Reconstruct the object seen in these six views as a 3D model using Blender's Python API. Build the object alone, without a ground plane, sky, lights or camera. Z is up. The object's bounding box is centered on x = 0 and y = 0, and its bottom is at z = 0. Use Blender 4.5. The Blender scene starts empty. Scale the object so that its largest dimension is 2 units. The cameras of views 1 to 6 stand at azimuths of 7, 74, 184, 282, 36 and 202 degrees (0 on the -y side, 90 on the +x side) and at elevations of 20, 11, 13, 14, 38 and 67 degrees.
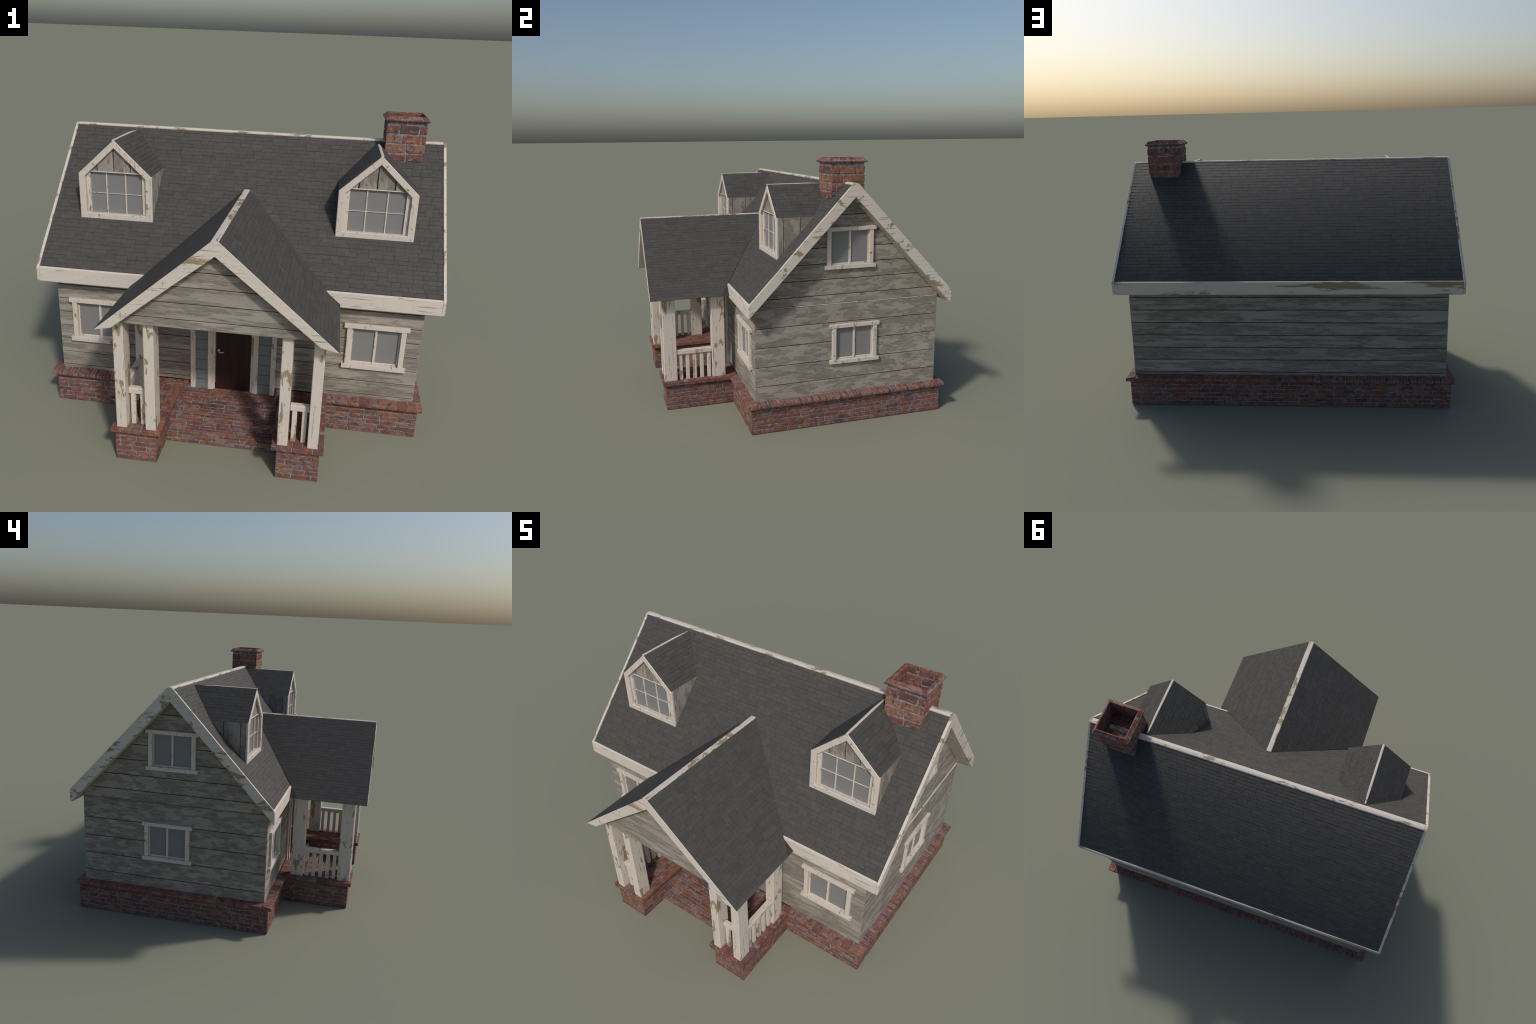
# A small weathered clapboard cottage with a gabled porch, two dormers and a
# brick chimney, on a brick foundation.  Built part by part in metres, z up.
import bpy, bmesh, math, random
from mathutils import Vector, Matrix

R = random.Random(20)

# --------------------------------------------------------------------------
# node helpers
# --------------------------------------------------------------------------
class Mat:
    def __init__(self, name, rough=0.75, spec=0.3):
        self.m = bpy.data.materials.new(name)
        self.m.use_nodes = True
        self.nt = self.m.node_tree
        self.nt.nodes.clear()
        self.out = self.nt.nodes.new('ShaderNodeOutputMaterial')
        self.b = self.nt.nodes.new('ShaderNodeBsdfPrincipled')
        self.b.inputs['Roughness'].default_value = rough
        self.b.inputs['Specular IOR Level'].default_value = spec
        self.nt.links.new(self.b.outputs[0], self.out.inputs[0])

    def put(self, sock, v):
        if isinstance(v, bpy.types.NodeSocket):
            self.nt.links.new(v, sock)
        elif v is not None:
            sock.default_value = v

    def node(self, t):
        return self.nt.nodes.new(t)

    def math(self, op, a, b=0.0, clamp=False):
        n = self.node('ShaderNodeMath'); n.operation = op; n.use_clamp = clamp
        self.put(n.inputs[0], a); self.put(n.inputs[1], b)
        return n.outputs[0]

    def vmath(self, op, a, b):
        n = self.node('ShaderNodeVectorMath'); n.operation = op
        self.put(n.inputs[0], a); self.put(n.inputs[1], b)
        return n.outputs[0]

    def coords(self):
        """object coordinates, shifted by a random amount for every object
        so that repeats of one mesh do not carry the same grain"""
        tc = self.node('ShaderNodeTexCoord')
        oi = self.node('ShaderNodeObjectInfo')
        c = self.node('ShaderNodeCombineXYZ')
        for i, k in enumerate((17.0, 9.3, 5.1)):
            self.put(c.inputs[i], self.math('MULTIPLY', oi.outputs['Random'], k))
        return self.vmath('ADD', tc.outputs['Object'], c.outputs[0])

    def noise(self, co, scale, detail=3.0, rough=0.55, dist=0.0):
        v = self.vmath('MULTIPLY', co, tuple(scale))
        n = self.node('ShaderNodeTexNoise')
        self.put(n.inputs['Vector'], v)
        n.inputs['Scale'].default_value = 1.0
        n.inputs['Detail'].default_value = detail
        n.inputs['Roughness'].default_value = rough
        n.inputs['Distortion'].default_value = dist
        return n.outputs['Fac']

    def ramp(self, fac, a, b, lo=0.0, hi=1.0):
        n = self.node('ShaderNodeMapRange'); n.clamp = True
        self.put(n.inputs[0], fac)
        for i, v in enumerate((a, b, lo, hi)):
            n.inputs[i + 1].default_value = v
        return n.outputs[0]

    def mix(self, fac, a, b, mode='MIX'):
        n = self.node('ShaderNodeMix'); n.data_type = 'RGBA'; n.blend_type = mode
        self.put(n.inputs[0], fac)
        for i, v in ((6, a), (7, b)):
            self.put(n.inputs[i], (*v, 1.0) if isinstance(v, tuple) else v)
        return n.outputs[2]

    def scale_col(self, col, fac):
        n = self.node('ShaderNodeVectorMath'); n.operation = 'SCALE'
        self.put(n.inputs[0], col); self.put(n.inputs['Scale'], fac)
        return n.outputs[0]

    def palette(self, fac, cols):
        n = self.node('ShaderNodeValToRGB')
        n.color_ramp.interpolation = 'CONSTANT'
        self.put(n.inputs[0], fac)
        e = n.color_ramp.elements
        while len(e) < len(cols):
            e.new(0.5)
        acc, tot = 0.0, sum(c[1] for c in cols)
        for el, (c, w) in zip(e, cols):
            el.position = acc / tot; el.color = (*c, 1.0); acc += w
        return n.outputs[0]

    def piece_random(self, salt=1.0):
        """one random number per loose piece, whether it is an object of its
        own or an island of a joined mesh"""
        g = self.node('ShaderNodeNewGeometry')
        oi = self.node('ShaderNodeObjectInfo')
        s = self.math('ADD', self.math('MULTIPLY', g.outputs['Random Per Island'], 7.31 * salt),
                      self.math('MULTIPLY', oi.outputs['Random'], 13.7 * salt))
        return self.math('FRACT', s)

    def finish(self, col, height=None, strength=0.3, dist=0.002, rough=None):
        self.put(self.b.inputs['Base Color'], col)
        if rough is not None:
            self.put(self.b.inputs['Roughness'], rough)
        if height is not None:
            n = self.node('ShaderNodeBump')
            n.inputs['Strength'].default_value = strength
            n.inputs['Distance'].default_value = dist
            self.put(n.inputs['Height'], height)
            self.put(self.b.inputs['Normal'], n.outputs[0])
        return self.m


def along(axis, a, c):
    """scale vector: a along the grain axis, c across it"""
    v = [c, c, c]; v['xyz'.index(axis)] = a
    return v


def white_paint(name, axis, peel=0.665, crack=0.66, patch=(7.0, 16.0)):
    m = Mat(name, 0.6, 0.3)
    co = m.coords()
    fine = m.noise(co, along(axis, 14, 170), 3)
    soft = m.noise(co, (5, 5, 5), 2)
    col = m.mix(m.ramp(soft, .35, .65), PAINT, PAINT_COOL)
    col = m.scale_col(col, m.ramp(fine, .3, .7, .94, 1.04))
    cr = m.noise(co, along(axis, 6, 105), 4, .6)
    crm = m.ramp(cr, crack, crack + .05)
    other = {'x': (95, 95, 13), 'y': (95, 95, 13), 'z': (16, 16, 150)}[axis]
    tick = m.ramp(m.noise(m.vmath('ADD', co, (4.2, 1.7, 9.1)), other, 3, .6), .665, .72)
    crm = m.math('MAXIMUM', crm, m.math('MULTIPLY', tick, .7))
    pt = m.noise(co, along(axis, *patch), 6, .62, .25)
    ptm = m.ramp(pt, peel, peel + .012)
    edge = m.ramp(pt, peel - .02, peel)
    bare = m.mix(m.ramp(fine, .3, .7), BARE_DARK, BARE)
    v = m.node('ShaderNodeTexVoronoi'); v.inputs['Scale'].default_value = 55
    m.put(v.inputs['Vector'], co)
    dot = m.math('MULTIPLY', m.ramp(v.outputs['Distance'], .10, .14, 1, 0),
                 m.ramp(m.noise(co, (31, 31, 31), 1), .56, .6))
    col = m.mix(m.math('MULTIPLY', crm, .75), col, (.20, .155, .115))
    col = m.mix(m.math('MULTIPLY', edge, .35), col, (.42, .33, .22))
    col = m.mix(ptm, col, bare)
    col = m.mix(m.math('MULTIPLY', dot, .8), col, (.23, .105, .055))
    h = m.math('SUBTRACT', m.math('MULTIPLY', fine, .15),
               m.math('ADD', m.math('MULTIPLY', ptm, .6), crm))
    return m.finish(col, h, .35, .0015)


def siding(name, axis, patch, cut=.5, tint=1.0):
    """weathered clapboard: bare grey-brown grain with pale worn paint on it"""
    m = Mat(name, 0.85, 0.2)
    co = m.coords()
    pt = m.noise(co, along(axis, *patch), 10, .62, .35)
    pm = m.math('MULTIPLY', m.ramp(pt, cut - .004, cut + .018), m.ramp(m.noise(co, along(axis, 34, 90), 4, .65), .34, .46, .45, 1))
    g1 = m.noise(co, along(axis, 26, 240), 3, .65)
    g2 = m.noise(co, along(axis, 9, 90), 4, .6, .6)
    broad = m.noise(co, along(axis, 2.0, 12), 2)
    dark = m.mix(m.ramp(g2, .36, .64), WOOD_DARK, WOOD_MID)
    dark = m.scale_col(dark, m.ramp(g1, .33, .67, .70, 1.24))
    pale = m.scale_col(WOOD_PALE if isinstance(WOOD_PALE, bpy.types.NodeSocket) else m.mix(0.0, WOOD_PALE, WOOD_PALE),
                       m.ramp(g1, .3, .7, .93, 1.05))
    col = m.mix(pm, dark, pale)
    col = m.scale_col(col, m.ramp(broad, .3, .7, .9 * tint, 1.08 * tint))
    col = m.scale_col(col, m.ramp(m.piece_random(), 0, 1, .93, 1.06))
    h = m.math('ADD', m.math('MULTIPLY', g1, .5), m.math('MULTIPLY', pm, .4))
    return m.finish(col, h, .35, .0015)


def brick_mat(name, cols, spots=1.0, size=1.0):
    m = Mat(name, 0.85, 0.2)
    co = m.coords()
    r = m.piece_random()
    col = m.palette(r, cols)
    other = m.palette(m.piece_random(2.7), cols)
    blot = m.noise(m.vmath('ADD', co, (5.3, 2.2, 7.7)), (17 / size, 17 / size, 30 / size), 4, .6, .3)
    col = m.mix(m.ramp(blot, .46, .60), col, other)
    col = m.mix(1.0, col, (.93, .96, .97), 'MULTIPLY')
    n1 = m.noise(co, (38, 38, 38), 5, .65)
    n2 = m.noise(co, (140, 140, 140), 3, .6)
    n3 = m.noise(co, (21, 21, 55), 3, .6, .4)
    col = m.scale_col(col, m.ramp(n1, .3, .7, .62, 1.36))
    col = m.scale_col(col, m.ramp(n2, .3, .7, .85, 1.15))
    col = m.mix(m.math('MULTIPLY', m.ramp(n3, .57, .68), .6 * spots), col, (.27, .225, .22))
    dk = m.noise(m.vmath('ADD', co, (3.1, 8.7, 1.2)), (26, 26, 40), 3, .5)
    col = m.mix(m.math('MULTIPLY', m.ramp(dk, .63, .69), .7 * spots), col, (.05, .035, .045))
    h = m.math('ADD', m.math('MULTIPLY', n1, .7), m.math('MULTIPLY', n2, .3))
    return m.finish(col, h, .5, .002)


def mortar_mat(name):
    m = Mat(name, 0.95, 0.1)
    co = m.coords()
    n = m.noise(co, (48, 48, 48), 5, .65)
    col = m.mix(m.ramp(n, .36, .62), (.095, .088, .088), (.285, .285, .315))
    return m.finish(col, n, .5, .002)


def shingle_mat(name):
    m = Mat(name, 0.75, 0.22)
    co = m.coords()
    col = m.palette(m.piece_random(), SHINGLES)
    n = m.noise(co, (55, 55, 55), 4, .6)
    f = m.noise(co, (260, 260, 260), 2, .6)
    stain = m.noise(co, (9, 9, 9), 3, .6)
    col = m.scale_col(col, m.ramp(n, .3, .7, .90, 1.10))
    col = m.scale_col(col, m.ramp(f, .3, .7, .92, 1.08))
    col = m.mix(m.math('MULTIPLY', m.ramp(stain, .6, .75), .4), col, (.035, .040, .034))
    return m.finish(col, f, .08, .0004)


def plain(name, col, rough=.6, spec=.3, metal=0.0, vary=.04, scale=(40, 40, 40)):
    m = Mat(name, rough, spec)
    m.b.inputs['Metallic'].default_value = metal
    co = m.coords()
    n = m.noise(co, scale, 3)
    c = m.scale_col(m.mix(0.0, col, col), m.ramp(n, .3, .7, 1 - vary, 1 + vary))
    return m.finish(c)

# --------------------------------------------------------------------------
# colours
# --------------------------------------------------------------------------
PAINT, PAINT_COOL = (.605, .540, .475), (.585, .540, .485)
BARE, BARE_DARK = (.315, .258, .165), (.255, .205, .125)
WOOD_PALE, WOOD_MID, WOOD_DARK = (.325, .294, .256), (.264, .238, .203), (.206, .184, .154)
BRICKS = [((.205, .078, .056), 5), ((.225, .100, .064), 3.2), ((.172, .076, .064), 4),
          ((.235, .122, .080), 2), ((.142, .074, .068), 2.6), ((.205, .118, .104), 2.6),
          ((.090, .062, .066), .9)]
CHIMNEY_BRICKS = [((.225, .085, .058), 5), ((.240, .112, .068), 2.6), ((.180, .078, .064), 4),
                  ((.255, .135, .085), 1.2), ((.120, .066, .062), 2.2), ((.205, .118, .104), 2)]
SHINGLES = [((.073, .068, .064), 7), ((.068, .064, .061), 4), ((.062, .063, .058), 3),
            ((.063, .063, .062), 1.2), ((.071, .068, .060), 1.5), ((.077, .072, .068), 2)]

M_WX = white_paint('white_paint_grain_x', 'x', .61, .62, (3.0, 20.0))
M_WX2 = white_paint('white_paint_ridge', 'x', .565, .66, (7.0, 26.0))
M_WXF = white_paint('white_paint_front_fascia', 'x', .655, .63, (1.5, 40.0))
M_WXB = white_paint('white_paint_back_fascia', 'x', .55, .66, (1.9, 15.0))
M_WY = white_paint('white_paint_grain_y', 'y', .578, .605, (9.0, 17.0))
M_WZ = white_paint('white_paint_grain_z', 'z', .590, .62, (9.0, 27.0))
M_WT = white_paint('white_paint_trim', 'z', .625, .64, (24.0, 36.0))
M_SX = siding('clapboard_front', 'x', (3.6, 30.0), .505)
M_SY = siding('clapboard_side', 'y', (9.0, 27.0), .51)
M_SZ = siding('dormer_planking', 'z', (9.0, 20.0), .50, .95)
M_BRICK = brick_mat('old_red_brick', BRICKS)
M_BRICK_CH = brick_mat('chimney_brick', CHIMNEY_BRICKS, 1.35, 1.5)
M_MORTAR = mortar_mat('grey_mortar')
M_SHINGLE = shingle_mat('slate_grey_shingle')
M_UNDER = plain('roof_underlay', (.047, .045, .043), .95, .1)
M_GAP = plain('board_gap', (.030, .028, .022), .95, .05)
M_GLASS = plain('grey_pane', (.210, .208, .208), .45, .35, 0, .01)
M_SLAT = plain('sidelight_pane', (.185, .195, .205), .6, .3, 0, .03, (90, 90, 3))
M_BAR = plain('olive_bar', (.085, .088, .055), .7, .2)
M_METAL = plain('pewter_handle', (.44, .42, .52), .4, .5, .35)


def door_mat():
    m = Mat('mahogany_door', .5, .3)
    co = m.coords()
    g = m.noise(co, (70, 70, 5), 4, .6)
    w = m.noise(co, (22, 22, .8), 2)
    col = m.mix(m.ramp(g, .3, .7), (.015, .0055, .005), (.032, .0110, .0095))
    col = m.scale_col(col, m.ramp(w, .35, .65, .75, 1.35))
    return m.finish(col, g, .2, .001)
M_DOOR = door_mat()

# --------------------------------------------------------------------------
# geometry helpers
# --------------------------------------------------------------------------
COL = bpy.context.scene.collection


def link(name, me, parent, mat=None, matrix=None):
    ob = bpy.data.objects.new(name, me)
    COL.objects.link(ob)
    if mat is not None and not me.materials:
        me.materials.append(mat)
    if parent is not None:
        ob.parent = parent
    if matrix is not None:
        ob.matrix_local = matrix
    return ob


def bm_mesh(name, bm, smooth=False):
    bmesh.ops.recalc_face_normals(bm, faces=bm.faces)
    me = bpy.data.meshes.new(name)
    bm.to_mesh(me); bm.free()
    if smooth:
        me.shade_smooth()
    return me


def solid(name, verts, faces, bevel=0.0, seg=1):
    bm = bmesh.new()
    vs = [bm.verts.new(v) for v in verts]
    for f in faces:
        bm.faces.new([vs[i] for i in f])
    bmesh.ops.recalc_face_normals(bm, faces=bm.faces)
    if bevel > 0:
        ed = [e for e in bm.edges if len(e.link_faces) == 2 and e.calc_face_angle(0) > .3]
        bmesh.ops.bevel(bm, geom=ed, offset=bevel, segments=seg, affect='EDGES',
                        profile=.5, clamp_overlap=True)
    return bm_mesh(name, bm)


def prism_mesh(name, poly, axis, a0, a1, bevel=0.0, seg=1):
    """extrude a closed 2-d polygon along an axis: 'x' -> poly is (y,z),
    'y' -> poly is (x,z), 'z' -> poly is (x,y)"""
    def P(p, a):
        return {'x': (a, p[0], p[1]), 'y': (p[0], a, p[1]), 'z': (p[0], p[1], a)}[axis]
    n = len(poly)
    v = [P(p, a0) for p in poly] + [P(p, a1) for p in poly]
    f = [tuple(range(n)), tuple(range(2 * n - 1, n - 1, -1))]
    f += [(i, (i + 1) % n, (i + 1) % n + n, i + n) for i in range(n)]
    return solid(name, v, f, bevel, seg)


def prism(name, poly, axis, a0, a1, mat, parent, bevel=0.0, seg=1):
    return link(name, prism_mesh(name, poly, axis, a0, a1, bevel, seg), parent, mat)


def box_mesh(name, x0, x1, y0, y1, z0, z1, bevel=0.0, seg=1):
    return prism_mesh(name, [(x0, y0), (x1, y0), (x1, y1), (x0, y1)], 'z', z0, z1, bevel, seg)


def box(name, x0, x1, y0, y1, z0, z1, mat, parent, bevel=.0012):
    return link(name, box_mesh(name, x0, x1, y0, y1, z0, z1, bevel), parent, mat)


def join(name, parts, mat, parent, kind=None):
    """join (mesh, matrix) pairs into one object"""
    bm = bmesh.new()
    for me, mx in parts:
        n0 = len(bm.verts)
        bm.from_mesh(me)
        bm.verts.ensure_lookup_table()
        bmesh.ops.transform(bm, matrix=mx, verts=bm.verts[n0:])
    me = bpy.data.meshes.new(name)
    bm.to_mesh(me); bm.free()
    ob = link(name, me, parent, mat)
    if kind:
        ob['kind'] = kind
    return ob


def clip(poly, a, b, c):
    """keep the part of a 2-d polygon where a*u + b*v <= c"""
    out = []
    for i, p in enumerate(poly):
        q = poly[(i + 1) % len(poly)]
        dp, dq = a * p[0] + b * p[1] - c, a * q[0] + b * q[1] - c
        if dp <= 0:
            out.append(p)
        if (dp < 0 < dq) or (dq < 0 < dp):
            t = dp / (dp - dq)
            out.append((p[0] + t * (q[0] - p[0]), p[1] + t * (q[1] - p[1])))
    return out


def offset(poly, d):
    """move the edges of a convex anticlockwise polygon inwards by d"""
    out, n = [], len(poly)
    for i in range(n):
        a, b, c = Vector(poly[i - 1]), Vector(poly[i]), Vector(poly[(i + 1) % n])
        n1 = Vector((-(b - a).y, (b - a).x)).normalized()
        n2 = Vector((-(c - b).y, (c - b).x)).normalized()
        m = (n1 + n2) / (1 + n1.dot(n2))
        out.append((b.x + m.x * d, b.y + m.y * d))
    return out


def empty(name, parent=None):
    ob = bpy.data.objects.new(name, None)
    ob.empty_display_size = .1
    COL.objects.link(ob)
    if parent is not None:
        ob.parent = parent
    return ob

# --------------------------------------------------------------------------
# measured sizes
# --------------------------------------------------------------------------
WX, WY0, WY1 = .920, -.325, .803           # wall planes
WALL_Z0, WALL_Z1 = .180, .735
EAVE_Y0, EAVE_Y1, EAVE_Z = -.373, .850, .7675
RIDGE_Y, RIDGE_Z = .2365, 1.404
ROOF_X = 1.000
RT = .0135                                  # half width of the flat ridge top
SLOPE = (RIDGE_Z - EAVE_Z) / (RIDGE_Y - RT - EAVE_Y0)
SOFFIT = .0762                               # vertical depth of the roof edge
PL_X, PL_Y0, PL_Y1, PL_Z = .942, -.353, .8285, .1555
PIER_XI, PIER_XO, PIER_Y = .280, .469, -.773
CAP_Z = .181
COURSE = PL_Z / 6

house = empty('cottage')
house['label'] = 'weathered clapboard cottage with gabled porch, dormers and brick chimney'
house['category'] = 'house'

# --------------------------------------------------------------------------
# brickwork
# --------------------------------------------------------------------------
BRICK_CACHE = {}


def brick_mesh(l, h, var, proud, tag):
    """a worn brick: front face proud of the mortar, uneven outline, centred
    on its back; local x = along, y = outward (negative), z = up"""
    key = (l, h, var, proud, tag)
    if key in BRICK_CACHE:
        return BRICK_CACHE[key]
    rr = random.Random(hash((round(l * 1e4), round(h * 1e4), var)) & 0xffff)
    j = min(.0024, h * .075)
    n = 4
    back, mid, front = [], [], []
    outline = []
    for i in range(n + 1):
        outline.append((-l / 2 + l * i / n, -h / 2))
    outline.append((l / 2, 0))
    for i in range(n + 1):
        outline.append((l / 2 - l * i / n, h / 2))
    outline.append((-l / 2, 0))
    outline = [(x + rr.uniform(-j, j), z + rr.uniform(-j, j)) for x, z in outline]
    ins = min(.0018, h * .07)
    verts, k = [], len(outline)
    for depth, inset in ((.004, 0), (-proud * .45, 0), (-proud, ins)):
        for x, z in outline:
            verts.append((x * (1 - 2 * inset / l), depth, z * (1 - 2 * inset / h)))
    faces = []
    for rng in range(2):
        for i in range(k):
            a, b = rng * k + i, rng * k + (i + 1) % k
            faces.append((a, b, b + k, a + k))
    faces.append(tuple(range(2 * k, 3 * k)))
    bm = bmesh.new()
    vs = [bm.verts.new(v) for v in verts]
    for f in faces:
        bm.faces.new([vs[i] for i in f])
    bmesh.ops.recalc_face_normals(bm, faces=bm.faces)
    # the open back makes the winding ambiguous: front must look along -y
    bm.faces.ensure_lookup_table()
    if bm.faces[-1].normal.y > 0:
        bmesh.ops.reverse_faces(bm, faces=bm.faces)
    me = bpy.data.meshes.new('brick')
    bm.to_mesh(me); bm.free()
    me.materials.append(M_BRICK_CH if tag == 'c' else M_BRICK)
    BRICK_CACHE[key] = me
    return me


PLACED = []      # (priority, mesh, matrix, parent)


def lay(origin, udir, ndir, length, rows, row_h, lengths, parent, proud=.0025,
        joint=.0052, weight=1.0, vdir=(0, 0, 1), seed=0, jag=.35, bound=None):
    """lay a running bond on a flat face.  origin = lower left corner of the
    face on the mortar plane, udir = along, ndir = outward, vdir = up"""
    rr = random.Random(seed)
    u, n, v = Vector(udir), Vector(ndir), Vector(vdir)
    rot = Matrix((u, -n, v)).transposed().to_4x4()
    ext = proud * .85 + joint * .5
    for row in range(rows):
        x = -rr.uniform(.05, .95) * lengths[-1] * .5
        while x < length - .004:
            l = rr.choice(lengths)
            x0, x1 = max(x, -ext), min(x + l, length + ext)
            if length - x1 < .014:
                x1 = length + ext
            w = x1 - x0 - joint
            if w > .006:
                hh = row_h - joint + rr.uniform(-.001, .0008)
                me = brick_mesh(l, round(row_h - joint, 4), rr.randrange(3), proud, 'c' if parent.name.startswith('chimney') else 'b')
                c = Vector(origin) + u * ((x0 + x1) / 2) + v * (row_h * (row + .5))
                tilt = Matrix.Rotation(rr.uniform(-.010, .010), 4, 'Y')
                mx = Matrix.Translation(c) @ rot @ tilt @ Matrix.Diagonal(
                    (w / l, 1 + rr.uniform(-.2, .2), hh / (row_h - joint), 1))
                PLACED.append((w * hh * weight, me, mx, parent))
            x = x1 if x1 > x + .001 else x + l
    return


BL = [.058, .070, .080, .092]

# foundation core: mortar blocks, the bricks are laid on their faces
found = empty('foundation', house)
e = .0005


def mortar_core(name, x0, x1, y0, y1, z0, z1, parent=found):
    return box(name, x0, x1, y0, y1, z0, z1, M_MORTAR, parent, 0)


NOTCH = .2255
mortar_core('mortar_core', -PL_X, -NOTCH, PL_Y0, PL_Y1, 0, PL_Z)
mortar_core('mortar_core', NOTCH, PL_X, PL_Y0, PL_Y1, .0002, PL_Z - .0002)
mortar_core('mortar_core', -NOTCH - .01, NOTCH + .01, WY0 + .012, PL_Y1 - .0004, .0004, PL_Z - .0004)
# outside faces
lay((PIER_XO, PL_Y0, 0), (1, 0, 0), (0, -1, 0), PL_X - PIER_XO, 6, COURSE, BL, found, seed=1, weight=1.5)
lay((-PL_X, PL_Y0, 0), (1, 0, 0), (0, -1, 0), PL_X - PIER_XO, 6, COURSE, BL, found, seed=2, weight=1.5)
lay((PL_X, PL_Y0, 0), (0, 1, 0), (1, 0, 0), PL_Y1 - PL_Y0, 6, COURSE, BL, found, seed=3, weight=1.4)
lay((-PL_X, PL_Y1, 0), (0, -1, 0), (-1, 0, 0), PL_Y1 - PL_Y0, 6, COURSE, BL, found, seed=4, weight=1.2)
lay((PL_X, PL_Y1, 0), (-1, 0, 0), (0, 1, 0), 2 * PL_X, 6, COURSE, BL, found, seed=5)

# porch piers
for s in (-1, 1):
    x0, x1 = sorted((s * PIER_XI, s * PIER_XO))
    mortar_core('mortar_core', x0, x1, PIER_Y, PL_Y0 + .002, .0003, CAP_Z - .014)
    lay((x0, PIER_Y, 0), (1, 0, 0), (0, -1, 0), x1 - x0, 6, COURSE, BL, found, seed=10 + s, weight=2)
    if s > 0:
        lay((x1, PIER_Y, 0), (0, 1, 0), (1, 0, 0), PL_Y0 - PIER_Y, 6, COURSE, BL, found, seed=13, weight=2)
        lay((x0, PL_Y0, 0), (0, -1, 0), (-1, 0, 0), PL_Y0 - PIER_Y, 6, COURSE, BL, found, seed=14)
    else:
        lay((x0, PL_Y0, 0), (0, -1, 0), (-1, 0, 0), PL_Y0 - PIER_Y, 6, COURSE, BL, found, seed=15, weight=2)
        lay((x1, PIER_Y, 0), (0, 1, 0), (1, 0, 0), PL_Y0 - PIER_Y, 6, COURSE, BL, found, seed=16)

# front steps: three risers, brick on risers and treads
steps = empty('front_steps', house)
STEP = [(-.603, .0425), (-.517, .0950), (-.428, .1430)]
for i, (y, z) in enumerate(STEP):
    yb = STEP[i + 1][0] if i < 2 else WY0 + .013
    z0 = 0.0006
    mortar_core('step_core', -PIER_XI - .001 + i * e, PIER_XI + .001 - i * e, y, WY0 + .0131 + i * e, z0, z - .0025, steps)
    zr = STEP[i - 1][1] if i else 0.0
    h = (z - zr) / 2
    lay((-PIER_XI, y, zr), (1, 0, 0), (0, -1, 0), 2 * PIER_XI, 2, h, BL, steps, seed=20 + i, weight=1.2)
    rows = max(1, round((yb - y) / .0225))
    lay((-PIER_XI, y + .001, z - .0025), (1, 0, 0), (0, 0, 1), 2 * PIER_XI, rows, (yb - y - .001) / rows, BL, steps,
        vdir=(0, 1, 0), seed=30 + i, weight=1.2)

# coping: bull-nosed brick ledge round the foundation and over the piers
coping = empty('coping', house)


def nose(d0, grow=0.0):
    """coping section: d = outward from the wall core, z = height"""
    g = grow
    return [(d0, .1562 - g), (.0195 + g, .1562 - g), (.0233 + g, .1582), (.0245 + g, .1640),
            (.0240 + g, .1725), (.0218 + g, .1768 + g), (d0, .1852 + g)]


def coping_run(start, udir, ndir, length, width, seed, depth=-.029, trim=(0, 0)):
    """a run of coping bricks: start is a corner on the foundation face"""
    rr = random.Random(seed)
    u, n = Vector(udir), Vector(ndir)
    rot = Matrix((u, n, Vector((0, 0, 1)))).transposed().to_4x4()
    base = Matrix.Translation(Vector(start)) @ rot
    core = prism_mesh('coping_mortar', nose(depth, -.0013), 'x', -trim[0] + .004, length + trim[1] - .004)
    link('coping_mortar', core, coping, M_MORTAR, base)
    x = -trim[0]
    end = length + trim[1]
    cache = {}
    while x < end - .003:
        w = width * rr.choice((.85, 1.0, 1.0, 1.15))
        if end - x - w < width * .4:
            w = end - x
        k = round(w, 4)
        if k not in cache:
            j = .0012
            poly = [(d, z + 0) for d, z in nose(depth)]
            cache[k] = prism_mesh('coping_brick', poly, 'x', .0016, w - .0016, .0008)
            cache[k].materials.append(M_BRICK)
        mx = base @ Matrix.Translation((x, rr.uniform(-.0012, .0008), rr.uniform(-.0008, .0006)))
        link('coping_brick', cache[k], coping, None, mx)
        x += w


C = .0245
ROW, STR = .0195, .066
# front left: rowlock near the corner, stretchers elsewhere
coping_run((-PL_X, PL_Y0, 0), (1, 0, 0), (0, -1, 0), PL_X - PIER_XO - .002, ROW, 41, trim=(C, 0))
coping_run((PIER_XO, PL_Y0, 0), (1, 0, 0), (0, -1, 0), PL_X - PIER_XO, STR, 42, trim=(-.002, C))
coping_run((PL_X, PL_Y0, 0), (0, 1, 0), (1, 0, 0), PL_Y1 - PL_Y0, ROW, 43, trim=(-.001, C - .001))
coping_run((PL_X, PL_Y1, 0), (-1, 0, 0), (0, 1, 0), PL_X + .15, STR, 44, trim=(-.001, 0))
coping_run((-.15, PL_Y1, 0), (-1, 0, 0), (0, 1, 0), PL_X - .15, ROW, 45, trim=(0, C - .001))
coping_run((-PL_X, PL_Y1, 0), (0, -1, 0), (-1, 0, 0), PL_Y1 - PL_Y0, STR, 46, trim=(-.001, -.001))
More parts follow.
